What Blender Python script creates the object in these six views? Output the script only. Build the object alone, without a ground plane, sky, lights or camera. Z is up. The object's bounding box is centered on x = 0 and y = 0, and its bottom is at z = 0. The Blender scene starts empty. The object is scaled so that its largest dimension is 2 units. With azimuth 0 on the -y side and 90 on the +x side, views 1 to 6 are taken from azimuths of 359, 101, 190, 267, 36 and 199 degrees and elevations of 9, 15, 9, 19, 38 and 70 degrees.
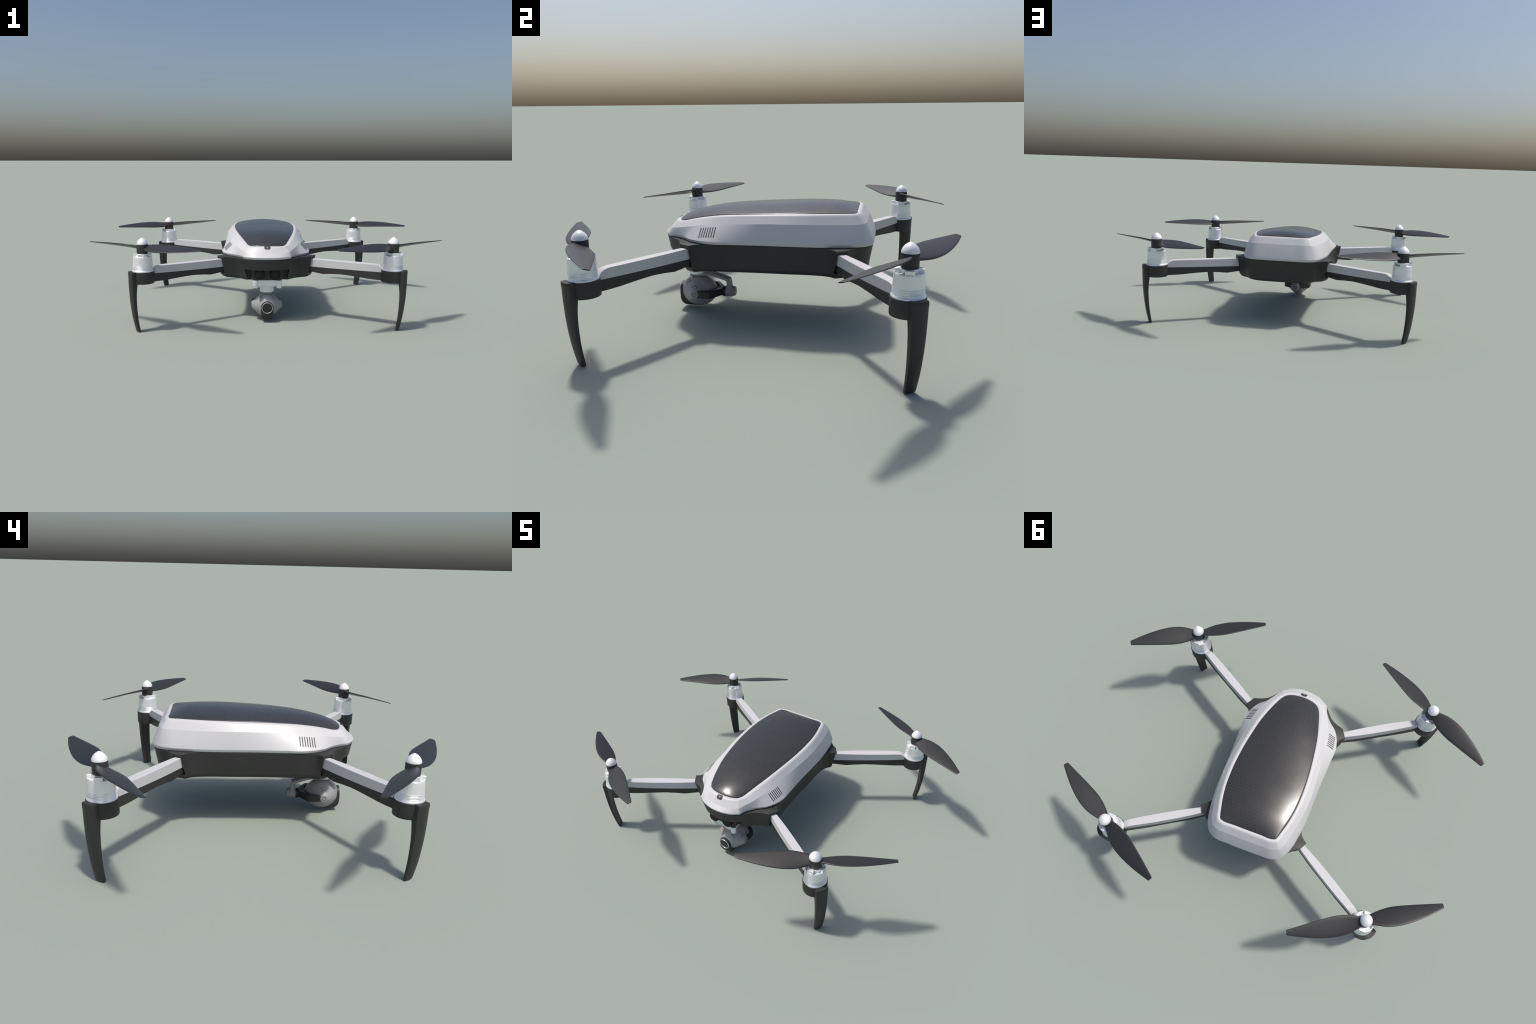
import bpy, bmesh, math
from mathutils import Vector, Matrix
from mathutils.bvhtree import BVHTree

# ---------------------------------------------------------------- helpers
def new_mesh(name, verts, faces, smooth_angle=35.0):
    me = bpy.data.meshes.new(name)
    me.from_pydata([tuple(v) for v in verts], [], faces)
    me.validate()
    bm = bmesh.new(); bm.from_mesh(me)
    bmesh.ops.recalc_face_normals(bm, faces=bm.faces)
    bm.to_mesh(me); bm.free()
    shade(me, smooth_angle)
    return me

def shade(me, ang):
    me.shade_smooth()
    if ang < 179:
        me.set_sharp_from_angle(angle=math.radians(ang))
    me.update()

def obj(name, me, parent=None, mat=None, loc=None, rot=0.0):
    o = bpy.data.objects.new(name, me)
    bpy.context.scene.collection.objects.link(o)
    if parent: o.parent = parent
    if loc is not None: o.location = loc
    if rot: o.rotation_euler = (0, 0, rot)
    if mat and me and not me.materials: me.materials.append(mat)
    return o

def merge(*parts):
    """join (verts, faces) pieces"""
    V, F = [], []
    for v, f in parts:
        k = len(V); V += [tuple(p) for p in v]; F += [[i + k for i in q] for q in f]
    return V, F

def xform(part, M):
    return [tuple(M @ Vector(p)) for p in part[0]], part[1]

def lathe(profile, n=64, axis='z', centre=(0, 0, 0)):
    """closed solid of revolution; profile = [(r, h)...] bottom to top"""
    V, F = [], []
    rows = []
    for r, h in profile:
        if r < 1e-6:
            rows.append([len(V)]); V.append((0, 0, h))
        else:
            rows.append(list(range(len(V), len(V) + n)))
            V += [(r * math.cos(2 * math.pi * i / n), r * math.sin(2 * math.pi * i / n), h) for i in range(n)]
    for a, b in zip(rows, rows[1:]):
        for i in range(n):
            j = (i + 1) % n
            if len(a) == 1 and len(b) == 1: continue
            if len(a) == 1: F.append([a[0], b[i], b[j]])
            elif len(b) == 1: F.append([a[i], a[j], b[0]])
            else: F.append([a[i], a[j], b[j], b[i]])
    if len(rows[0]) > 1: F.append(rows[0][::-1])
    if len(rows[-1]) > 1: F.append(rows[-1])
    if axis == 'y': V = [(x, -h, y) for x, y, h in V]     # h grows towards -y (front)
    if axis == 'x': V = [(h, x, y) for x, y, h in V]
    c = centre
    return [(x + c[0], y + c[1], z + c[2]) for x, y, z in V], F

def loft(rows, cap_start=True, cap_end=True):
    """rows of closed loops with the same number of points"""
    V, F = [], []
    n = len(rows[0])
    for r in rows: V += [tuple(p) for p in r]
    for k in range(len(rows) - 1):
        for i in range(n):
            j = (i + 1) % n
            F.append([k * n + i, k * n + j, (k + 1) * n + j, (k + 1) * n + i])
    if cap_start: F.append(list(range(n))[::-1])
    if cap_end: F.append([(len(rows) - 1) * n + i for i in range(n)])
    return V, F

def box(x0, x1, y0, y1, z0, z1):
    V = [(x, y, z) for z in (z0, z1) for x, y in ((x0, y0), (x1, y0), (x1, y1), (x0, y1))]
    return V, [[3, 2, 1, 0], [4, 5, 6, 7], [0, 1, 5, 4], [1, 2, 6, 5], [2, 3, 7, 6], [3, 0, 4, 7]]

def bevel_mesh(me, width, seg=3, angle=35, smooth=40):
    bm = bmesh.new(); bm.from_mesh(me)
    ed = [e for e in bm.edges if len(e.link_faces) == 2 and e.calc_face_angle(0) > math.radians(angle)]
    bmesh.ops.bevel(bm, geom=ed, offset=width, segments=seg, affect='EDGES', profile=0.5, clamp_overlap=True)
    bm.to_mesh(me); bm.free(); shade(me, smooth)
    return me

def spline(pts, per=6, corners=(), sym=True):
    """Interpolating cubic through half-outline points (x=0 to x=0), chord parametrised.
    Corner indices get one-sided tangents. Returns dense points (end included)."""
    P = [Vector(p) for p in pts]; n = len(P)
    mir = lambda v: Vector((-v.x, v.y, v.z))
    def seg_t(a, b): return (b - a) / max((b - a).length, 1e-9)
    out = []
    def tangent(i, side):
        if sym and i == 0: a, c = mir(P[1]), P[1]
        elif sym and i == n - 1: a, c = P[n - 2], mir(P[n - 2])
        elif i == 0: return seg_t(P[0], P[1])
        elif i == n - 1: return seg_t(P[n - 2], P[n - 1])
        else: a, c = P[i - 1], P[i + 1]
        if i in corners: return seg_t(P[i], c) if side > 0 else seg_t(a, P[i])
        d0, d1 = (P[i] - a).length, (c - P[i]).length
        return (seg_t(a, P[i]) * d1 + seg_t(P[i], c) * d0) / (d0 + d1)
    for i in range(n - 1):
        L = (P[i + 1] - P[i]).length
        t0, t1 = tangent(i, 1) * L, tangent(i + 1, -1) * L
        for k in range(per):
            s = k / per
            h00 = 2*s**3 - 3*s**2 + 1; h10 = s**3 - 2*s**2 + s; h01 = -2*s**3 + 3*s**2; h11 = s**3 - s**2
            out.append(P[i] * h00 + t0 * h10 + P[i + 1] * h01 + t1 * h11)
    out.append(P[-1].copy())
    return out

def full(half):
    """half outline (x>=0, x=0 at both ends) to closed loop"""
    return half + [Vector((-p.x, p.y, p.z)) for p in half[-2:0:-1]]

def normals2d(loop):
    """outward plan normals of a closed loop"""
    n = len(loop); c = sum(loop, Vector((0, 0, 0))) / n; res = []
    area = sum(loop[i].x * loop[(i+1) % n].y - loop[(i+1) % n].x * loop[i].y for i in range(n))
    for i in range(n):
        t = loop[(i + 1) % n] - loop[i - 1]
        v = Vector((t.y, -t.x, 0)) * (1 if area > 0 else -1)
        res.append(v.normalized() if v.length > 1e-9 else Vector((0, 0, 0)))
    return res

def interp(tab, x):
    """monotone-ish cubic (Catmull-Rom) table lookup"""
    if x <= tab[0][0]: return tab[0][1]
    if x >= tab[-1][0]: return tab[-1][1]
    n = len(tab)
    for i in range(n - 1):
        if tab[i][0] <= x <= tab[i + 1][0]:
            (x0, y0), (x1, y1) = tab[i], tab[i + 1]; h = x1 - x0
            def m(k):
                if k == 0: return (tab[1][1] - tab[0][1]) / (tab[1][0] - tab[0][0])
                if k == n - 1: return (tab[-1][1] - tab[-2][1]) / (tab[-1][0] - tab[-2][0])
                d0 = (tab[k][1] - tab[k-1][1]) / (tab[k][0] - tab[k-1][0])
                d1 = (tab[k+1][1] - tab[k][1]) / (tab[k+1][0] - tab[k][0])
                return 0 if d0 * d1 < 0 else 0.5 * (d0 + d1)
            s = (x - x0) / h
            return (y0*(2*s**3 - 3*s**2 + 1) + m(i)*h*(s**3 - 2*s**2 + s) + y1*(-2*s**3 + 3*s**2) + m(i+1)*h*(s**3 - s**2))

def boolean(me, cutter_part):
    cm = new_mesh('cutter', *cutter_part)
    a = bpy.data.objects.new('tmp_a', me); b = bpy.data.objects.new('tmp_b', cm)
    for o in (a, b): bpy.context.scene.collection.objects.link(o)
    m = a.modifiers.new('b', 'BOOLEAN'); m.operation = 'DIFFERENCE'; m.object = b; m.solver = 'EXACT'
    dg = bpy.context.evaluated_depsgraph_get(); dg.update()
    res = bpy.data.meshes.new_from_object(a.evaluated_get(dg))
    for o in (a, b): bpy.data.objects.remove(o)
    bpy.data.meshes.remove(cm)
    return res

def bvh_of(me):
    return BVHTree.FromPolygons([v.co[:] for v in me.vertices], [p.vertices[:] for p in me.polygons])

def inlay(bvh, grid, rise=0.0008, depth=0.0015, closed_u=False):
    """thin plate that follows a surface: grid rows of points snapped to it, with a side wall"""
    top, bot = [], []
    nr, nc = len(grid), len(grid[0])
    for row in grid:
        for p in row:
            q, nrm, _, _ = bvh.find_nearest(Vector(p))
            top.append(q + nrm * rise); bot.append(q - nrm * depth)
    N = nr * nc; F = []
    for r in range(nr - 1):
        for c in range(nc - 1):
            a = r * nc + c; F.append([a, a + 1, a + nc + 1, a + nc]); F.append([a + N, a + nc + N, a + nc + 1 + N, a + 1 + N])
    rim = [c for c in range(nc)] + [r * nc + nc - 1 for r in range(1, nr)] + [(nr - 1) * nc + c for c in range(nc - 2, -1, -1)] + [r * nc for r in range(nr - 2, 0, -1)]
    for i in range(len(rim)):
        a, b = rim[i], rim[(i + 1) % len(rim)]; F.append([a, a + N, b + N, b])
    return top + bot, F

def inlay_ring(bvh, centre, ex, ey, r0, r1, n=32, rise=0.0008, depth=0.0015):
    """annulus (r0 may be 0 for a disc) snapped to a surface"""
    c, ex, ey = Vector(centre), Vector(ex), Vector(ey); V, F = [], []
    def ring(r, lift):
        k = len(V)
        for i in range(n):
            a = 2 * math.pi * i / n
            q, nr, _, _ = bvh.find_nearest(c + ex * (r * math.cos(a)) + ey * (r * math.sin(a)))
            V.append(q + nr * lift)
        return k
    if r0 > 1e-6: rows = [ring(r0, -depth), ring(r0, rise), ring(r1, rise), ring(r1, -depth)]
    else: rows = [ring(r1 * 0.02, rise), ring(r1 * 0.5, rise), ring(r1, rise), ring(r1, -depth)]
    for a, b in zip(rows, rows[1:]):
        for i in range(n):
            j = (i + 1) % n; F.append([a + i, a + j, b + j, b + i])
    if r0 <= 1e-6: F.append([rows[0] + i for i in range(n)])
    return V, F

# ---------------------------------------------------------------- materials
def material(name, col, rough=0.5, metal=0.0, spec=0.5, coat=0.0, coat_rough=0.1, vary=0.03, vary_scale=14, rough_vary=0.05, bump=0.0, bump_scale=900):
    m = bpy.data.materials.new(name); m.use_nodes = True
    nt = m.node_tree; N = nt.nodes; L = nt.links
    b = N['Principled BSDF']
    tc = N.new('ShaderNodeTexCoord')
    no = N.new('ShaderNodeTexNoise'); no.inputs['Scale'].default_value = vary_scale; no.inputs['Detail'].default_value = 5
    L.new(tc.outputs['Object'], no.inputs['Vector'])
    rp = N.new('ShaderNodeValToRGB')
    rp.color_ramp.elements[0].position = 0.3; rp.color_ramp.elements[1].position = 0.7
    rp.color_ramp.elements[0].color = [c * (1 - vary) for c in col] + [1]
    rp.color_ramp.elements[1].color = [min(1, c * (1 + vary)) for c in col] + [1]
    L.new(no.outputs['Fac'], rp.inputs['Fac']); L.new(rp.outputs['Color'], b.inputs['Base Color'])
    mr = N.new('ShaderNodeMapRange'); mr.inputs['To Min'].default_value = max(0.0, rough - rough_vary); mr.inputs['To Max'].default_value = min(1, rough + rough_vary)
    L.new(no.outputs['Fac'], mr.inputs['Value']); L.new(mr.outputs['Result'], b.inputs['Roughness'])
    b.inputs['Metallic'].default_value = metal
    b.inputs['Specular IOR Level'].default_value = spec
    b.inputs['Coat Weight'].default_value = coat; b.inputs['Coat Roughness'].default_value = coat_rough
    if bump > 0:
        n2 = N.new('ShaderNodeTexNoise'); n2.inputs['Scale'].default_value = bump_scale; n2.inputs['Detail'].default_value = 2
        L.new(tc.outputs['Object'], n2.inputs['Vector'])
        bp = N.new('ShaderNodeBump'); bp.inputs['Strength'].default_value = bump; bp.inputs['Distance'].default_value = 0.0005
        L.new(n2.outputs['Fac'], bp.inputs['Height']); L.new(bp.outputs['Normal'], b.inputs['Normal'])
    return m

def hex_material(name, col, line, pitch, rough, stretch):
    """dark glossy sheet with a fine honeycomb of slightly lighter lines (plan coordinates)"""
    m = material(name, col, rough, vary=0.03, coat=0.15, coat_rough=0.12)
    nt = m.node_tree; N = nt.nodes; L = nt.links; b = N['Principled BSDF']
    tc = N.new('ShaderNodeTexCoord')
    def vm(op, a, bb=None):
        n = N.new('ShaderNodeVectorMath'); n.operation = op
        for i, s in enumerate((a, bb)):
            if s is None: continue
            if isinstance(s, tuple): n.inputs[i].default_value = s
            else: L.new(s, n.inputs[i])
        return n
    def mt(op, a, bb=None):
        n = N.new('ShaderNodeMath'); n.operation = op
        for i, s in enumerate((a, bb)):
            if s is None: continue
            if isinstance(s, (int, float)): n.inputs[i].default_value = s
            else: L.new(s, n.inputs[i])
        return n.outputs[0]
    S = (HEX_X * pitch, HEX_Y * pitch, 1.0); Hh = (S[0] / 2, S[1] / 2, 0.5)
    p = vm('MULTIPLY', tc.outputs['Object'], (1, 1 / stretch, 0)).outputs[0]
    p = vm('ADD', p, (S[0] * 40, S[1] * 40, 0)).outputs[0]
    a = vm('SUBTRACT', vm('MODULO', p, S).outputs[0], (Hh[0], Hh[1], 0)).outputs[0]
    c = vm('SUBTRACT', vm('MODULO', vm('ADD', p, (Hh[0], Hh[1], 0)).outputs[0], S).outputs[0], (Hh[0], Hh[1], 0)).outputs[0]
    la = vm('LENGTH', a).outputs['Value']; lc = vm('LENGTH', c).outputs['Value']
    pick = mt('LESS_THAN', la, lc)
    mx = N.new('ShaderNodeMix'); mx.data_type = 'VECTOR'
    L.new(pick, mx.inputs['Factor']); L.new(c, mx.inputs[4]); L.new(a, mx.inputs[5])
    ab = vm('ABSOLUTE', mx.outputs[1]).outputs[0]
    # pointy direction depends on which axis is the long period
    if HEX_X > HEX_Y: d1 = vm('DOT_PRODUCT', ab, (0, 1, 0)); d2 = vm('DOT_PRODUCT', ab, (math.sqrt(3) / 2, 0.5, 0))
    else: d1 = vm('DOT_PRODUCT', ab, (1, 0, 0)); d2 = vm('DOT_PRODUCT', ab, (0.5, math.sqrt(3) / 2, 0))
    h = mt('MAXIMUM', d1.outputs['Value'], d2.outputs['Value'])
    rng = N.new('ShaderNodeMapRange'); rng.inputs['From Min'].default_value = pitch * 0.385; rng.inputs['From Max'].default_value = pitch * 0.465
    L.new(h, rng.inputs['Value'])
    mix = N.new('ShaderNodeMix'); mix.data_type = 'RGBA'
    L.new(rng.outputs['Result'], mix.inputs['Factor'])
    src = b.inputs['Base Color'].links[0].from_socket
    L.new(src, mix.inputs[6]); mix.inputs[7].default_value = (*line, 1)
    L.new(mix.outputs[2], b.inputs['Base Color'])
    return m

HEX_X, HEX_Y = 1.0, math.sqrt(3)
M_SHELL = material('shell_plastic', (0.575, 0.57, 0.578), 0.42, spec=0.45, vary=0.012, rough_vary=0.03)
M_ARM = material('arm_plastic', (0.56, 0.555, 0.57), 0.5, spec=0.35, vary=0.012)
M_BLACK = material('black_plastic', (0.031, 0.031, 0.0295), 0.5, spec=0.4, vary=0.06, bump=0.1)
M_DARK = material('socket_lens_black', (0.012, 0.012, 0.012), 0.6, spec=0.3)
M_PANEL = hex_material('honeycomb_panel', (0.034, 0.0335, 0.0335), (0.048, 0.048, 0.0475), 0.0152, 0.27, 1.187)
M_TRIM = material('panel_trim', (0.03, 0.03, 0.032), 0.3)
M_METAL = material('motor_metal', (0.90, 0.91, 0.92), 0.38, metal=0.5, vary=0.01, rough_vary=0.04)
M_SPIN = material('spinner_white', (0.88, 0.88, 0.89), 0.4, metal=0.2, vary=0.01, rough_vary=0.03)
M_BLADE = material('blade_plastic', (0.024, 0.0235, 0.024), 0.42, spec=0.5, vary=0.05)
M_GIMBAL = material('gimbal_alloy', (0.84, 0.87, 0.89), 0.35, metal=0.4, vary=0.01)
M_CAM = material('camera_plastic', (0.33, 0.33, 0.332), 0.42, spec=0.5, vary=0.015)
M_BRACKET = material('bracket_plastic', (0.30, 0.30, 0.305), 0.5, vary=0.02)
M_YOKE = material('yoke_plastic', (0.02, 0.02, 0.02), 0.4, vary=0.05)
M_GLASS = material('lens_glass', (0.012, 0.012, 0.012), 0.12, spec=0.6, vary=0.02, rough_vary=0.02)
M_RING = material('lens_ring_silver', (0.62, 0.62, 0.63), 0.35, metal=0.6)
M_MARK = material('dark_marking', (0.035, 0.035, 0.037), 0.55)
M_BLUE = material('indicator_blue', (0.20, 0.28, 0.32), 0.4)

# ---------------------------------------------------------------- root
root = bpy.data.objects.new('camera_drone', None)
bpy.context.scene.collection.objects.link(root)
root.empty_display_size = 0.2
root['label'] = 'white and black quadcopter drone with gimbal camera underneath'
root['category'] = 'drone'

# ---------------------------------------------------------------- body outlines (x >= 0 half, nose to tail)
EDGE = [(0, -.418, .437), (.035, -.4155, .4365), (.068, -.407, .4355), (.090, -.394, .4350), (.104, -.374, .4378), (.1185, -.336, .4485),
        (.1315, -.292, .459), (.1445, -.244, .468), (.1535, -.205, .474), (.1685, -.115, .4825), (.1815, -.005, .4895), (.1865, .115, .4945),
        (.1815, .210, .4965), (.169, .282, .4970), (.156, .332, .4965), (.149, .357, .4962), (.1435, .3690, .4960), (.133, .3735, .4960),
        (.065, .3755, .4963), (0, .376, .4965)]
CREASE = [(0, -.466, .3975), (.045, -.4625, .3985), (.088, -.4515, .4010), (.122, -.4345, .4045), (.143, -.395, .4120), (.170, -.342, .4230),
          (.186, -.292, .4320), (.195, -.244, .4390), (.2015, -.205, .4435), (.2135, -.115, .4490), (.227, .000, .4550), (.232, .110, .4570),
          (.2245, .210, .4568), (.212, .290, .4565), (.200, .340, .4565), (.1885, .380, .4563), (.174, .403, .4568), (.150, .4145, .4575),
          (.075, .419, .4580), (0, .420, .4580)]
RIM = [(0, -.4885, .380), (.045, -.4845, .380), (.090, -.4705, .380), (.132, -.444, .380), (.1455, -.409, .380), (.179, -.3615, .380),
       (.221, -.321, .380), (.2455, -.277, .380), (.2590, -.227, .380), (.2570, -.140, .380), (.2510, -.010, .380), (.2495, .110, .380),
       (.2465, .215, .380), (.2375, .300, .380), (.2285, .350, .380), (.2145, .391, .380), (.1955, .4215, .380), (.166, .4430, .380),
       (.080, .4515, .380), (0, .4525, .380)]
PER = 8
E_l = full(spline(EDGE, PER)); C_l = full(spline(CREASE, PER, corners=(3,))); W_l = full(spline(RIM, PER, corners=(3,)))
nC = normals2d(C_l); nW = normals2d(W_l); NL = len(E_l); HALF = PER * (len(EDGE) - 1)
def station(i):                                # spline index along the half outline
    return (i if i <= HALF else 2 * HALF - i) / PER

rows = []
cen = Vector((0, -.02, 0))
rows.append([Vector((cen.x + (p.x - cen.x) * .965, cen.y + (p.y - cen.y) * .98, p.z - .006)) for p in E_l])
rows.append([p - Vector((0, 0, .004)) + (q - p).normalized() * .0005 for p, q in zip(E_l, C_l)])
for f, b in ((.03, -.0002), (.07, .0016), (.14, .0042), (.22, .0072), (.29, .0090), (.36, .0099), (.43, .0099), (.5, .0088), (.62, .0067), (.75, .0044), (.87, .0023), (.975, .0004), (1.0, 0)):
    rows.append([p.lerp(q, f) + Vector((0, 0, b * (p.z - q.z) / .0375)) for p, q in zip(E_l, C_l)])
for g in (.03, .2, .4, .6, .8, .97, 1.0):
    r = []
    for i, (p, q) in enumerate(zip(C_l, W_l)):
        s = station(i); k = .0012 if s > 5 else max(0, (s - 3) / 2 * .0012)
        r.append(p.lerp(q, g) + nW[i] * (k * 4 * g * (1 - g)))
    rows.append(r)
for dz, off in ((-.0006, -.0002), (-.0040, -.0012), (-.0095, -.0028), (-.0118, -.0042), (-.0128, -.012)):
    rows.append([p + nW[i] * off + Vector((0, 0, dz)) for i, p in enumerate(W_l)])
shell_me = new_mesh('upper_shell', *loft(rows, False, False), smooth_angle=50)
shell = obj('upper_shell', shell_me, root, M_SHELL)
shell_bvh = bvh_of(shell_me)

# ---------------------------------------------------------------- domed honeycomb panel
half_edge = spline(EDGE, PER)
Z_EDGE = [(p[1], p[2]) for p in EDGE]
W_EDGE = [(p.y, p.x) for p in half_edge]
Z_TOP = [(-.418, .437), (-.403, .4452), (-.388, .4528), (-.370, .4605), (-.322, .4753), (-.224, .4945), (-.104, .5055), (.025, .5120), (.09, .5158), (.171, .5193), (.245, .5197), (.305, .5165), (.345, .5085), (.376, .4965)]
W_EDGE = sorted(set((round(a, 5), b) for a, b in W_EDGE))
wt = []
for a, b in W_EDGE:
    if not wt or a - wt[-1][0] > 1e-4: wt.append((a, b))
def lin(tab, x):
    if x <= tab[0][0]: return tab[0][1]
    for (x0, y0), (x1, y1) in zip(tab, tab[1:]):
        if x <= x1: return y0 + (y1 - y0) * (x - x0) / (x1 - x0)
    return tab[-1][1]
zt = []
for a, b in sorted((p.y, p.z) for p in half_edge):
    if not zt or a - zt[-1][0] > 1e-4: zt.append((a, b))
def dome(x, y, edge_t):
    ze = lin(zt, y); w = max(lin(wt, y), 1e-4); z0 = interp(Z_TOP, y)
    return ze + max(0.0, z0 - ze) * max(0.0, 1 - (x / w) ** 2)
yc = -.02
rows = [[p + Vector((0, 0, -.006)) for p in E_l]]
for t, up in ((1.0, -.001), (.997, .0004), (.990, .0012)):
    rows.append([Vector((p.x * t, yc + (p.y - yc) * t, (p.z if t > .9999 else dome(p.x * t, yc + (p.y - yc) * t, t)) + up)) for p in E_l])
for k in range(1, 30):
    t = .99 * (1 - k / 30.0)
    rows.append([Vector((p.x * t, yc + (p.y - yc) * t, dome(p.x * t, yc + (p.y - yc) * t, t) + .0012)) for p in E_l])
V, F = loft(rows, True, False)
k = len(V); V.append((0, yc, dome(0, yc, 0) + .0012)); base = (len(rows) - 1) * NL
F += [[base + i, base + (i + 1) % NL, k] for i in range(NL)]
panel_me = new_mesh('top_panel', V, F, 55)
panel = obj('top_panel', panel_me, root, M_PANEL)

# ---------------------------------------------------------------- lower hull
TOP = [(0, -.4845), (.045, -.4810), (.085, -.4690), (.115, -.4535), (.136, -.4390), (.160, -.4105), (.1885, -.3800), (.2215, -.3640), (.2566, -.3530), (.2863, -.3032),
       (.2698, -.2916), (.2608, -.2832), (.2545, -.2690), (.2525, -.2450), (.2530, -.2000), (.2510, -.1000), (.2475, .0000), (.2460, .1000), (.2430, .2000), (.2425, .2560),
       (.2515, .2760), (.2680, .2935), (.2870, .3080), (.2642, .3510), (.2420, .3628), (.2215, .3800), (.1960, .4130), (.1650, .4360), (.0800, .4470), (0, .4480)]
BOT = [(0, -.4660), (.043, -.4630), (.081, -.4510), (.106, -.4345), (.1205, -.4165), (.145, -.3910), (.173, -.3635), (.208, -.3475), (.2455, -.3365), (.2680, -.2985),
       (.2605, -.2855), (.2560, -.2765), (.2520, -.2640), (.2485, -.2420), (.2445, -.1980), (.2385, -.1000), (.2355, .0000), (.2350, .1000), (.2330, .2000), (.2395, .2560),
       (.2455, .2730), (.2545, .2890), (.2660, .3025), (.2490, .3410), (.2285, .3530), (.2095, .3690), (.1855, .3990), (.1560, .4190), (.0770, .4305), (0, .4315)]
FLOOR = [(0, -.4400), (.040, -.4380), (.076, -.4280), (.098, -.4120), (.1130, -.3990), (.137, -.3740), (.163, -.3480), (.195, -.3305), (.2230, -.3190), (.2350, -.2930),
         (.2280, -.2810), (.2235, -.2710), (.2195, -.2580), (.2160, -.2400), (.2125, -.1980), (.2070, -.1000), (.2045, .0000), (.2040, .1000), (.2020, .2000), (.2075, .2560),
         (.2125, .2720), (.2205, .2860), (.2300, .2950), (.2180, .3230), (.2010, .3340), (.1860, .3480), (.1680, .3740), (.1430, .3950), (.0720, .4060), (0, .4070)]
CORN = (8, 9, 22, 23)
HP = 5
t_l = full(spline([(x, y, .3645) for x, y in TOP], HP, CORN)); b_l = full(spline([(x, y, .2690) for x, y in BOT], HP, CORN)); f_l = full(spline([(x, y, .2405) for x, y in FLOOR], HP, CORN))
nt_, nb_ = normals2d(t_l), normals2d(b_l)
rows = [[p - n * .0022 + Vector((0, 0, .0022)) for p, n in zip(t_l, nt_)], [p - n * .0006 + Vector((0, 0, .0016)) for p, n in zip(t_l, nt_)]]
for g in (0, .04, .2, .35, .5, .65, .8, .92, 1.0):
    rows.append([p.lerp(q, g) for p, q in zip(t_l, b_l)])
for k in range(1, 9):
    a = math.pi / 2 * k / 8
    rows.append([Vector((p.x + (q.x - p.x) * (1 - math.cos(a)), p.y + (q.y - p.y) * (1 - math.cos(a)), p.z + (q.z - p.z) * math.sin(a))) for p, q in zip(b_l, f_l)])
hull_me = new_mesh('lower_hull', *loft(rows), smooth_angle=40)

ARM_ANGLE = math.atan2(.52, .8542)
MX, MY = .6725, .5725
QUADS = [(1, -1), (-1, -1), (-1, 1), (1, 1)]
def quad_rot(sx, sy):
    return math.atan2(sy * .52, sx * .8542)
def quad_matrix(sx, sy):
    return Matrix.Translation((sx * MX, sy * MY, 0)) @ Matrix.Rotation(quad_rot(sx, sy), 4, 'Z')
for sx, sy in QUADS:
    hull_me = boolean(hull_me, xform(box(-.535, -.42, -.0215, .0215, .2680, .3545), quad_matrix(sx, sy)))
# recess under the nose for the sensor block
rec = [(-.127, .3065), (.127, .3065), (.1135, .2500), (.110, .2000), (-.110, .2000), (-.1135, .2500)]
hull_me = boolean(hull_me, loft([[(x, -.60, z) for x, z in rec], [(x, -.395, z) for x, z in rec]]))
shade(hull_me, 34)
hull = obj('lower_hull', hull_me, root, M_BLACK)

# added near-black plates that darken the inner ends of the arm sockets
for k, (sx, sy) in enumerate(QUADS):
    me = new_mesh('socket_dark_plate', *box(-.536, -.530, -.021, .021, .2685, .354)) if k == 0 else me
    obj('socket_dark_plate', me, hull, M_DARK, (sx * MX, sy * MY, 0), quad_rot(sx, sy))

# ---------------------------------------------------------------- cooling vents (7 thin dark plates a side in place of slots)
VF_T, VF_B = Vector((.2024, -.2731, .4276)), Vector((.2351, -.2752, .3885))
VB_T, VB_B = Vector((.2144, -.2059, .4354)), Vector((.2450, -.2082, .3953))
for s in (1, -1):
    for k in range(7):
        f = k / 6.0
        top, bot = VF_T.lerp(VB_T, f), VF_B.lerp(VB_B, f)
        hw = (VB_T - VF_T).normalized() * .0021
        grid = []
        for j in range(7):
            p = top.lerp(bot, j / 6.0)
            grid.append([Vector((q.x * s, q.y, q.z)) for q in (p - hw, p, p + hw)])
        me = new_mesh('vent_plate', *inlay(shell_bvh, grid, .0007, .002))
        obj('vent_plate', me, shell, M_MARK)

# ---------------------------------------------------------------- nose status badge
def rounded_rect(hw, hh, r, n=6):
    pts = []
    for cx, cy, a0 in ((hw - r, hh - r, 0), (-hw + r, hh - r, 90), (-hw + r, -hh + r, 180), (hw - r, -hh + r, 270)):
        for i in range(n + 1):
            a = math.radians(a0 + 90 * i / n); pts.append((cx + r * math.cos(a), cy + r * math.sin(a)))
    return pts
def badge(bvh, centre, ex, ey, hw, hh, r, rise, depth):
    c, ex, ey = Vector(centre), Vector(ex).normalized(), Vector(ey).normalized()
    out = rounded_rect(hw, hh, r); V, F, n = [], [], len(out)
    for s, lift in ((.1, rise), (.45, rise), (.75, rise), (1, rise), (1.02, -depth)):
        for u, v in out:
            q, nr, _, _ = bvh.find_nearest(c + ex * u * s + ey * v * s); V.append(q + nr * lift)
    for k in range(4):
        for i in range(n):
            j = (i + 1) % n; F.append([k*n + i, k*n + j, (k+1)*n + j, (k+1)*n + i])
    F.append(list(range(n)))
    return V, F
bc = Vector((0, -.4355, .4280))
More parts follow.
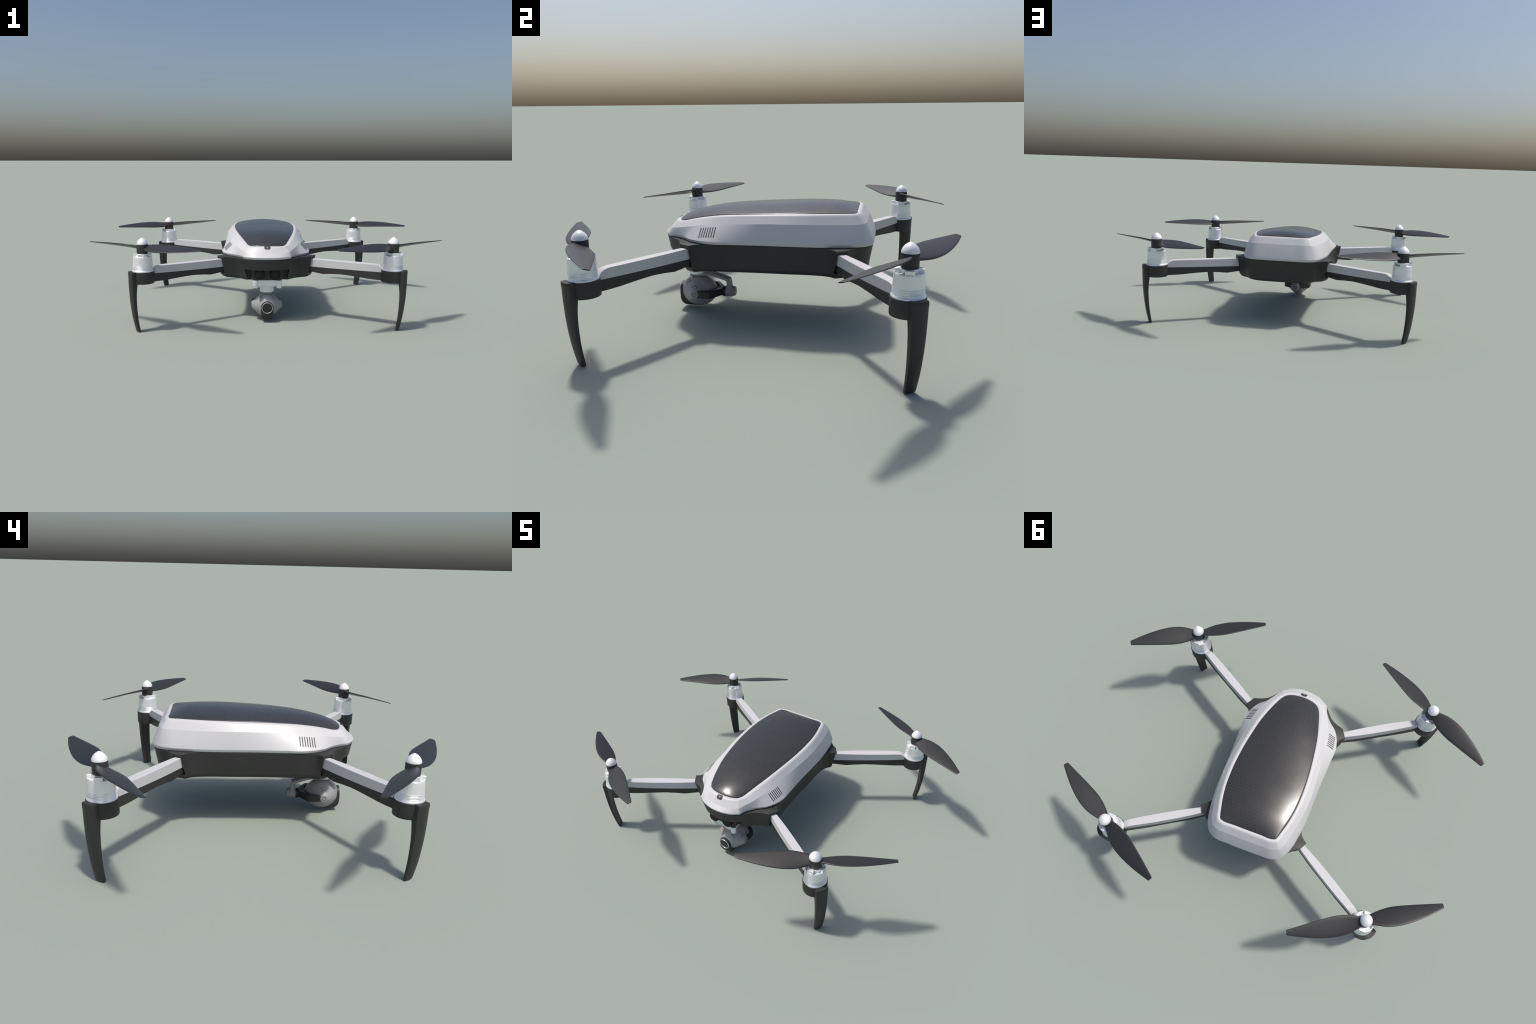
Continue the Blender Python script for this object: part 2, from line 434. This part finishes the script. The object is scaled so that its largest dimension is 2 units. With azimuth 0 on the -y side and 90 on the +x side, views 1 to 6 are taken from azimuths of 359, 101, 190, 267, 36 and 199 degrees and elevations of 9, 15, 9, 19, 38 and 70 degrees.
me = new_mesh('status_badge', *badge(shell_bvh, bc, (1, 0, 0), (0, -.8, -.6), .0172, .0125, .0098, .0012, .003))
bad = obj('status_badge', me, shell, M_MARK)
me = new_mesh('status_light', *inlay_ring(shell_bvh, bc + Vector((0, .001, .0008)), (1, 0, 0), (0, -.8, -.6), 0, .0040, 24, .0022, .0005))
obj('status_light', me, bad, M_BLUE)

# ---------------------------------------------------------------- forward vision sensor
rr = rounded_rect(.0895, .036, .017)
fr = [[(x * k, y, z * k2 + .281) for x, z in rr] for y, k, k2 in ((-.432, 1, 1), (-.4345, .985, .965))]
sect = [[(x, -.30, z + .281) for x, z in rr]] + fr
me = new_mesh('vision_sensor', *loft(sect), smooth_angle=40)
sens = obj('vision_sensor', me, root, M_BLACK)
lens_prof = [(.0255, -.045), (.0285, -.044), (.0285, .019), (.0278, .0225), (.0262, .0240), (.0245, .0235), (.0235, .0215), (.018, .0235), (.010, .0248), (0, .0252)]
lens_me = new_mesh('vision_lens', *lathe(lens_prof, 40, 'y'), smooth_angle=40)
lens_me.materials.append(M_DARK)
for x in (-.0435, .0435):
    obj('vision_lens', lens_me, sens, None, (x, -.4345, .2785))

# ---------------------------------------------------------------- arms, pods, legs, motors (shared meshes, local x points outwards from body)
ARM_W = [(-.54, .0145), (-.465, .0155), (-.37, .0200), (-.22, .0215), (-.10, .0185), (-.05, .0165)]
def arm_loft(z_lo, z_hi, stations, inset, ch):
    rows = []
    for r in stations:
        w = interp(ARM_W, r) - inset; a, b = z_lo(r), z_hi(r)
        c = min(ch, (b - a) * .4)
        rows.append([(r, -w, a), (r, w, a), (r, w, b - c), (r, w - c * .35, b - c * .35), (r, w - c, b), (r, -w + c, b), (r, -w + c * .35, b - c * .35), (r, -w, b - c)])
    return loft(rows)
seam = lambda r: .3045 + (r + .485) / .427 * .0065
ST = [-.53, -.50, -.47, -.44, -.41, -.38, -.34, -.30, -.26, -.22, -.18, -.14, -.11, -.092]
top_z = [(-.6, .351), (-.098, .351), (-.086, .3495), (-.074, .345), (-.064, .338), (-.058, .331), (-.05, .322)]
cover_me = new_mesh('arm_cover', *arm_loft(seam, lambda r: lin(top_z, r), ST + [-.086, -.080, -.074, -.069, -.064, -.058, -.052], 0, .0022), smooth_angle=28)
cover_me.materials.append(M_ARM)
low_z = [(-.54, .279), (-.485, .2755), (-.402, .2675), (-.35, .2735), (-.295, .2770), (-.24, .2758), (-.19, .2725), (-.14, .2685), (-.10, .2668), (-.05, .2660)]
KST = [-.53, -.50, -.485, -.46, -.43, -.4021, -.4019, -.385, -.37, -.35, -.325, -.295, -.26, -.22, -.18, -.14, -.10, -.075, -.05]
beam_me = new_mesh('arm_beam', *arm_loft(lambda r: lin(low_z, r), lambda r: seam(r) + .001, KST, .0007, .0004), smooth_angle=25)
beam_me.materials.append(M_BLACK)
pod_me = new_mesh('motor_pod', *lathe([(0, .2630), (.0575, .2630), (.0592, .2636), (.0600, .2652), (.0603, .29), (.0605, .3235), (.0600, .3258), (.0585, .3262), (.0578, .3250), (0, .3250)], 72), smooth_angle=40)
pod_me.materials.append(M_BLACK)

LEG = [(.3280, .0705, .0298, .030, .0075), (.3270, .0712, .0302, .030, .0075), (.3000, .0715, .0302, .030, .0075), (.2620, .0712, .0298, .028, .0075), (.2360, .0706, .0294, .024, .0072), (.1900, .0688, .0284, .019, .0068),
       (.1480, .0655, .0272, .0165, .0062), (.1000, .0602, .0256, .0145, .0056), (.0580, .0535, .0240, .0130, .0050), (.0250, .0465, .0226, .0115, .0045), (.0040, .0415, .0217, .0105, .0042), (.0, .0400, .0210, .0095, .0040)]
ln = len(LEG); rows = []
tabs = [[(-L[0], L[k]) for L in LEG] for k in range(1, 5)]
zs = [.3280, .3270, .318, .300, .28, .262, .249, .236, .212, .19, .169, .148, .124, .1, .079, .058, .041, .025, .014, .004, .001, .0]
for z in zs:
    ro, hw, th, bu = [interp(t, -z) for t in tabs]
    if z < .0035: ro -= .0; 
    r = []
    for i in range(13):
        a = 1 - 2 * i / 12.0; r.append((ro + bu * (1 - a * a), hw * a, z))
    for i in range(9):
        a = -1 + 2 * i / 8.0; r.append((ro - th + bu * .45 * (1 - a * a), hw * (.93 if th > .02 else .96) * a, z))
    rows.append(r)
leg_me = new_mesh('landing_leg', *loft(rows), smooth_angle=32)
leg_me.materials.append(M_BLACK)

mot = [(0, .3245), (.0560, .3245), (.0576, .3258), (.0580, .3285), (.0572, .3318), (.0548, .3345), (.0532, .3365)]
for k in range(4):
    z = .3385 + k * .0058
    mot += [(.0534, z), (.0531, z + .0012), (.0519, z + .0022), (.0519, z + .0034), (.0531, z + .0046)]
mot += [(.0527, .3625), (.0520, .372), (.0508, .392), (.0502, .4045), (.0496, .4076), (.0480, .4092), (.0458, .4092), (.0450, .4080), (.0446, .4030), (.036, .4022), (0, .4022)]
motor_me = new_mesh('motor_can', *lathe(mot, 72), smooth_angle=45)
motor_me.materials.append(M_METAL)
def spoke():
    # radial bridge, wide at the rim, narrowing to the hub, sloping down slightly outwards
    pts = [(.020, .0100), (.034, .0115), (.0440, .0155), (.0472, .0158)]
    rows = []
    for r, w in pts:
        zt_ = .4222 - max(0, r - .034) * .05
        rows.append([(r, -w, .402), (r, w, .402), (r, w, zt_ - .0012), (r, w - .0012, zt_), (r, -w + .0012, zt_), (r, -w, zt_ - .0012)])
    return loft(rows)
sp = spoke(); pieces = [lathe([(.0, .402), (.0325, .402), (.0340, .4205), (.0325, .4225), (0, .4225)], 48)]
for a in (0, 90, 180, 270): pieces.append(xform(sp, Matrix.Rotation(math.radians(a), 4, 'Z')))
spoke_me = new_mesh('motor_bridge', *merge(*pieces), smooth_angle=30); spoke_me.materials.append(M_METAL)
stud = []
for a in (45, 135, 225, 315):
    t = math.radians(a)
    stud.append(lathe([(0, .402), (.0072, .402), (.0072, .4066), (.0060, .4078), (.0040, .4070), (0, .4062)], 18, 'z', (.0385 * math.cos(t), .0385 * math.sin(t), 0)))
stud_me = new_mesh('motor_screw', *merge(*stud), smooth_angle=35); stud_me.materials.append(M_METAL)

hub_me = new_mesh('propeller_hub', *lathe([(0, .4225), (.0275, .4225), (.0292, .4236), (.0300, .4262), (.0302, .445), (.0300, .4700), (.0290, .4722), (0, .4722)], 56), smooth_angle=40)
hub_me.materials.append(M_BLACK)
sp_prof = [(0, .4712), (.0285, .4712), (.0298, .4722), (.0298, .4738)]
for t, r in ((.15, .968), (.30, .905), (.45, .812), (.60, .685), (.72, .550), (.82, .410), (.90, .275), (.96, .150), (1.0, 0)):
    sp_prof.append((.0298 * r, .4738 + .0327 * t))
spin_me = new_mesh('spinner', *lathe(sp_prof, 56), smooth_angle=45); spin_me.materials.append(M_SPIN)

# propeller blade: leaf plan with one straighter and one fuller edge, twisted.
# hand = 1: left edge low, -1: right edge low; side = +1: the straighter edge is the left one
STRAIGHT = [(.010, .0210), (.030, .0290), (.060, .0372), (.085, .0420), (.110, .0450), (.138, .0458), (.165, .0445), (.200, .0408), (.240, .0363), (.275, .0319), (.310, .0275), (.345, .0230), (.3750, .0192)]
FULL = [(.010, .0200), (.030, .0262), (.048, .0335), (.068, .0410), (.092, .0470), (.120, .0503), (.145, .0512), (.170, .0503), (.205, .0464), (.240, .0405), (.275, .0332), (.310, .0245), (.345, .0142), (.3765, .0047)]
def blade(hand, side):
    rows = []
    rs = [.012, .02, .03, .042, .055, .07, .085, .1, .115, .13, .145, .16, .18, .2, .22, .24, .26, .28, .3, .32, .34, .358, .3725, .3755]
    for r in rs:
        e = 1.0 if r < .375 else .93
        hi, lo = interp(STRAIGHT, r) * e, interp(FULL, r) * e
        if r > .375: hi -= .0006; lo -= .0012
        y1, y0 = (hi, -lo) if side > 0 else (lo, -hi)
        hc, mid = (y1 - y0) / 2, (y1 + y0) / 2
        pitch = math.radians(interp([(.0, 27), (.05, 22), (.12, 18), (.25, 15.5), (.38, 15)], r)) * -hand
        zc = interp([(.0, .4530), (.05, .4545), (.15, .4575), (.38, .4605)], r)
        th = interp([(.0, .0055), (.06, .0034), (.2, .0026), (.38, .0018)], r)
        up, dn = [], []
        for a, f in ((-1, .35), (-1 + .0016 / hc, .8), (-1 + .004 / hc, 1), (-.65, 1), (-.3, 1), (0, 1), (.3, 1), (.65, 1), (1 - .004 / hc, 1), (1 - .0016 / hc, .8), (1, .35)):
            camber = .05 * hc * (1 - a * a)
            for lst, sg in ((up, 1), (dn, -1)):
                y, z = mid + a * hc, camber + sg * th * f
                lst.append((r, y * math.cos(pitch) - z * math.sin(pitch), zc + y * math.sin(pitch) + z * math.cos(pitch)))
        rows.append(up + dn[::-1])
    return loft(rows)
blade_me = {(h, s_): new_mesh('propeller_blade', *blade(h, s_), smooth_angle=45) for h in (1, -1) for s_ in (1, -1)}
for m_ in blade_me.values(): m_.materials.append(M_BLADE)

for sx, sy in QUADS:
    loc, rot = (sx * MX, sy * MY, 0), quad_rot(sx, sy)
    arm = bpy.data.objects.new('arm', None); bpy.context.scene.collection.objects.link(arm); arm.parent = root; arm.empty_display_size = .05
    arm.location = loc; arm.rotation_euler = (0, 0, rot)
    for nm, me in (('arm_cover', cover_me), ('arm_beam', beam_me), ('motor_pod', pod_me), ('landing_leg', leg_me)): obj(nm, me, arm)
    mt_ = bpy.data.objects.new('motor', None); bpy.context.scene.collection.objects.link(mt_); mt_.parent = root; mt_.empty_display_size = .05
    mt_.location = loc; mt_.rotation_euler = (0, 0, 0 if sx > 0 else math.pi)
    for nm, me in (('motor_can', motor_me), ('motor_bridge', spoke_me), ('motor_screw', stud_me)): obj(nm, me, mt_)
    pr = bpy.data.objects.new('propeller', None); bpy.context.scene.collection.objects.link(pr); pr.parent = root; pr.empty_display_size = .05
    pr.location = loc
    ang = math.radians(-sx * sy * 30.2)
    hand = 1 if sx * sy < 0 else -1
    obj('propeller_hub', hub_me, pr); obj('spinner', spin_me, pr)
    for k in (0, 1):
        outward = math.cos(ang + k * math.pi) * sx > 0
        obj('propeller_blade', blade_me[(hand, hand if outward else -hand)], pr, None, None, ang + k * math.pi)

# ---------------------------------------------------------------- gimbal and camera
gim = bpy.data.objects.new('gimbal', None); bpy.context.scene.collection.objects.link(gim); gim.parent = root; gim.empty_display_size = .05
post = [(0, .1985), (.0110, .1985), (.0138, .2000), (.0148, .2030), (.0148, .2105), (.0160, .2125), (.0165, .2150), (.0165, .2440), (0, .2440)]
pieces = []
for x in (-.0668, .0668):
    for y in (-.4285, -.315): pieces.append(lathe(post, 28, 'z', (x, y, 0)))
plate_rr = rounded_rect(.060, .052, .014)
pieces.append(loft([[(x * k, y * k - .365, z) for x, y in plate_rr] for z, k in ((.2045, .97), (.2060, 1), (.2420, 1))]))
bar = rounded_rect(.066, .010, .006)
for y in (-.4215, -.315): pieces.append(loft([[(x, v + y, z) for x, v in bar] for z in (.2130, .2435)]))
pieces.append(lathe([(0, .1665), (.0380, .1665), (.0398, .1680), (.0402, .1715), (.0395, .1770), (.0385, .1850), (.0385, .2100), (0, .2100)], 56, 'z', (0, -.364, 0)))
me = new_mesh('gimbal_mount', *merge(*pieces), smooth_angle=40); obj('gimbal_mount', me, gim, M_GIMBAL)

# grey bracket: flat tongue, sloped back, then down to the tilt motor
path = [(-.392, .1625, .0055), (-.330, .1640, .0060), (-.303, .1660, .0070), (-.285, .1645, .0078), (-.255, .1555, .0080), (-.2235, .1455, .0085), (-.2135, .1400, .0105), (-.2105, .1300, .0100), (-.2095, .1130, .0100), (-.2085, .0980, .0120), (-.2085, .0830, .0130)]
wid = [.030, .026, .0215, .0205, .0200, .0195, .0190, .0188, .0195, .0220, .0235]
rows = []
for i, (y, z, t) in enumerate(path):
    a = path[max(0, i - 1)]; b = path[min(len(path) - 1, i + 1)]
    d = Vector((0, b[0] - a[0], b[1] - a[1])).normalized(); n = Vector((0, -d.z, d.y)); w = wid[i]; c = .004
    P = lambda x, k: Vector((x, y, z)) + n * k
    rows.append([P(w - c, -t), P(w, -t + c), P(w, t - c), P(w - c, t), P(-w + c, t), P(-w, t - c), P(-w, -t + c), P(-w + c, -t)])
pieces = [loft(rows)]
pieces.append(lathe([(0, -.0150), (.0240, -.0150), (.0265, -.0130), (.0272, -.0100), (.0272, .0130), (.0262, .0155), (0, .0155)], 44, 'y', (0, -.2095, .0850)))
pieces.append(lathe([(0, -.0285), (.0190, -.0285), (.0212, -.0270), (.0225, -.0230), (.0235, -.0140), (0, -.0140)], 44, 'y', (0, -.2095, .0850)))
me = new_mesh('gimbal_bracket', *merge(*pieces), smooth_angle=34); brk = obj('gimbal_bracket', me, gim, M_BRACKET)
V, F = lathe([(.0088, -.0280), (.0088, -.0290), (.0118, -.0290), (.0118, -.0280)], 36, 'y', (0, -.2095, .0850))
F = [f for f in F if len(f) == 4]
me = new_mesh('bracket_ring_mark', V, F); obj('bracket_ring_mark', me, gim, M_MARK)

# black fork holding the camera
pieces = [lathe([(0, -.0090), (.0235, -.0090), (.0245, -.0070), (.0245, .0040), (.0225, .0085), (0, .0085)], 40, 'y', (0, -.2345, .0830))]
fork = [(.002, -.2385, .0150), (.018, -.2475, .0165), (.046, -.2650, .0170), (.0745, -.2835, .0172), (.0785, -.2885, .0172), (.0800, -.2960, .0172), (.0806, -.3150, .0168), (.0806, -.3420, .0160)]
for s in (1, -1):
    rows = []
    for i, (x, y, h) in enumerate(fork):
        a = fork[max(0, i - 1)]; b = fork[min(len(fork) - 1, i + 1)]
        d = Vector((b[0] - a[0], b[1] - a[1], 0)).normalized(); n = Vector((-d.y, d.x, 0)); t = .0085 if i < 5 else .0062; c = .0022
        Q = lambda k, z: Vector((s * (x + n.x * k), y + n.y * k, .0850 + z))
        rows.append([Q(-t, -h + c), Q(-t + c, -h), Q(t - c, -h), Q(t, -h + c), Q(t, h - c), Q(t - c, h), Q(-t + c, h), Q(-t, h - c)])
    pieces.append(loft(rows))
me = new_mesh('gimbal_fork', *merge(*pieces), smooth_angle=34); obj('gimbal_fork', me, gim, M_YOKE)

# camera body: turned about the x axis, drawn out fore and aft
CY, CZ = -.3563, .0850
half_prof = [(.0, .0745), (.008, .0740), (.016, .0722), (.024, .0688), (.032, .0640), (.040, .0578), (.0492, .0500), (.0497, .0490), (.0502, .0489), (.0510, .0486), (.0575, .0432), (.0640, .0372), (.0700, .0322), (.0760, .0275), (.0810, .0235), (.0845, .0205), (.0868, .0185), (.0880, .0165), (.0882, .0120), (.0882, .0)]
prof = [(-x, r) for x, r in half_prof[:0:-1]] + half_prof
n = 72; V, F, rows = [], [], []
for x, r in prof:
    if r < 1e-6: rows.append([len(V)]); V.append((x, CY, CZ)); continue
    rows.append(list(range(len(V), len(V) + n)))
    k = max(0.0, (r - .02) / .0545)
    for i in range(n):
        a = 2 * math.pi * i / n; c, s_ = math.cos(a), math.sin(a)
        ky = 1 + (k * .10 + .55 * k * (1 - k) if c < 0 else k * .155 * c)
        V.append((x, CY + r * c * ky, CZ + r * s_ * (1 if s_ > 0 else 1 + .03 * k)))
for a, b in zip(rows, rows[1:]):
    for i in range(n):
        j = (i + 1) % n
        if len(a) == 1: F.append([a[0], b[i], b[j]])
        elif len(b) == 1: F.append([a[i], a[j], b[0]])
        else: F.append([a[i], a[j], b[j], b[i]])
cam_me = new_mesh('camera_body', V, F, 50); cam = obj('camera_body', cam_me, gim, M_CAM)
cam_bvh = bvh_of(cam_me)

# black lens plate wrapping the front, arch on top, rolled under at the bottom
def front_y(x, z):
    y = -.4468 + (x / .0355) ** 2 * .0060
    if z < .055: t = min(1, (.055 - z) / .0455); y += (1 - math.sqrt(max(0, 1 - t * t))) * .044
    if z > .100: t = min(1, (z - .100) / .03); y += t * t * .012
    return y
W2 = .0355; out = []
for i in range(25): a = math.pi * i / 24; out.append((W2 * math.cos(a), .0860 + W2 * math.sin(a)))
for k in range(1, 6): out.append((-W2, .0860 - (.0860 - .0355) * k / 6))
for i in range(9): a = math.pi + math.pi / 2 * i / 8; out.append((-W2 + .026 + .026 * math.cos(a), .0355 + .026 * math.sin(a)))
for i in range(9): a = 1.5 * math.pi + math.pi / 2 * i / 8; out.append((W2 - .026 + .026 * math.cos(a), .0355 + .026 * math.sin(a)))
for k in range(5, 0, -1): out.append((W2, .0860 - (.0860 - .0355) * k / 6))
ctr = (0, .0850)
rows = [[(x, -.372, z) for x, z in out], [(x, front_y(x, z) + .0045, z) for x, z in out]]
for s_, d in ((.995, .0016), (.975, .0003), (.95, 0), (.9, 0), (.8, 0), (.7, 0)):
    rows.append([(x * s_, front_y(x * s_, ctr[1] + (z - ctr[1]) * s_) + d, ctr[1] + (z - ctr[1]) * s_) for x, z in out])
me = new_mesh('lens_plate', *loft(rows), smooth_angle=45); obj('lens_plate', me, gim, M_BLACK)
me = new_mesh('lens_ring', *lathe([(.0262, -.006), (.0316, -.006), (.0316, .0010), (.0308, .0022), (.0292, .0024), (.0282, .0012), (.0275, -.001)], 64, 'y', (0, -.4442, .0850)), smooth_angle=40)
obj('lens_ring', me, gim, M_RING)
me = new_mesh('lens_glass', *lathe([(0, -.008), (.0280, -.008), (.0280, -.0006), (.0272, .0006), (.020, .0018), (.010, .0026), (0, .0034)], 64, 'y', (0, -.4442, .0850)), smooth_angle=60)
obj('lens_glass', me, gim, M_GLASS)

def strip(bvh, p, q, hw, side, n=6):
    p, q, side = Vector(p), Vector(q), Vector(side).normalized()
    return inlay(bvh, [[p.lerp(q, j / n) - side * hw, p.lerp(q, j / n) + side * hw] for j in range(n + 1)], .0006, .0012)
for s in (1, -1):
    fl = lambda v: (s * v[0], v[1], v[2])
    slit_strips = merge(strip(cam_bvh, fl((.0288, -.4088, .1342)), fl((.0284, -.3895, .1460)), .0017, (1, 0, 0)),
                  strip(cam_bvh, fl((.0392, -.4072, .1270)), fl((.0394, -.3845, .1422)), .0017, (1, 0, 0)))
    obj('camera_slit_strip', new_mesh('camera_slit_strip', *slit_strips), gim, M_MARK)  # dark strips laid on the body in place of recessed slits
    chev = merge(strip(cam_bvh, fl((.0645, -.3580, .1225)), fl((.0700, -.3735, .1120)), .0014, (0, .6, -.8)),
                 strip(cam_bvh, fl((.0645, -.3580, .1225)), fl((.0715, -.3435, .1120)), .0014, (0, .6, .8)))
    obj('camera_chevron_mark', new_mesh('camera_chevron_mark', *chev), gim, M_MARK)
    dots = merge(*[inlay_ring(cam_bvh, fl((.0452, -.4175, z)), (1, 0, 0), (0, 0, 1), 0, .0013, 10, .0005, .001) for z in (.0945, .0848, .0748)])
    obj('camera_dot_mark', new_mesh('camera_dot_mark', *dots), gim, M_MARK)
    ring = inlay_ring(cam_bvh, (s * .0882, CY, CZ), (0, 1, 0), (0, 0, 1), .0085, .0104, 40, .0006, .001)
    obj('camera_pivot_mark', new_mesh('camera_pivot_mark', *ring), gim, M_MARK)
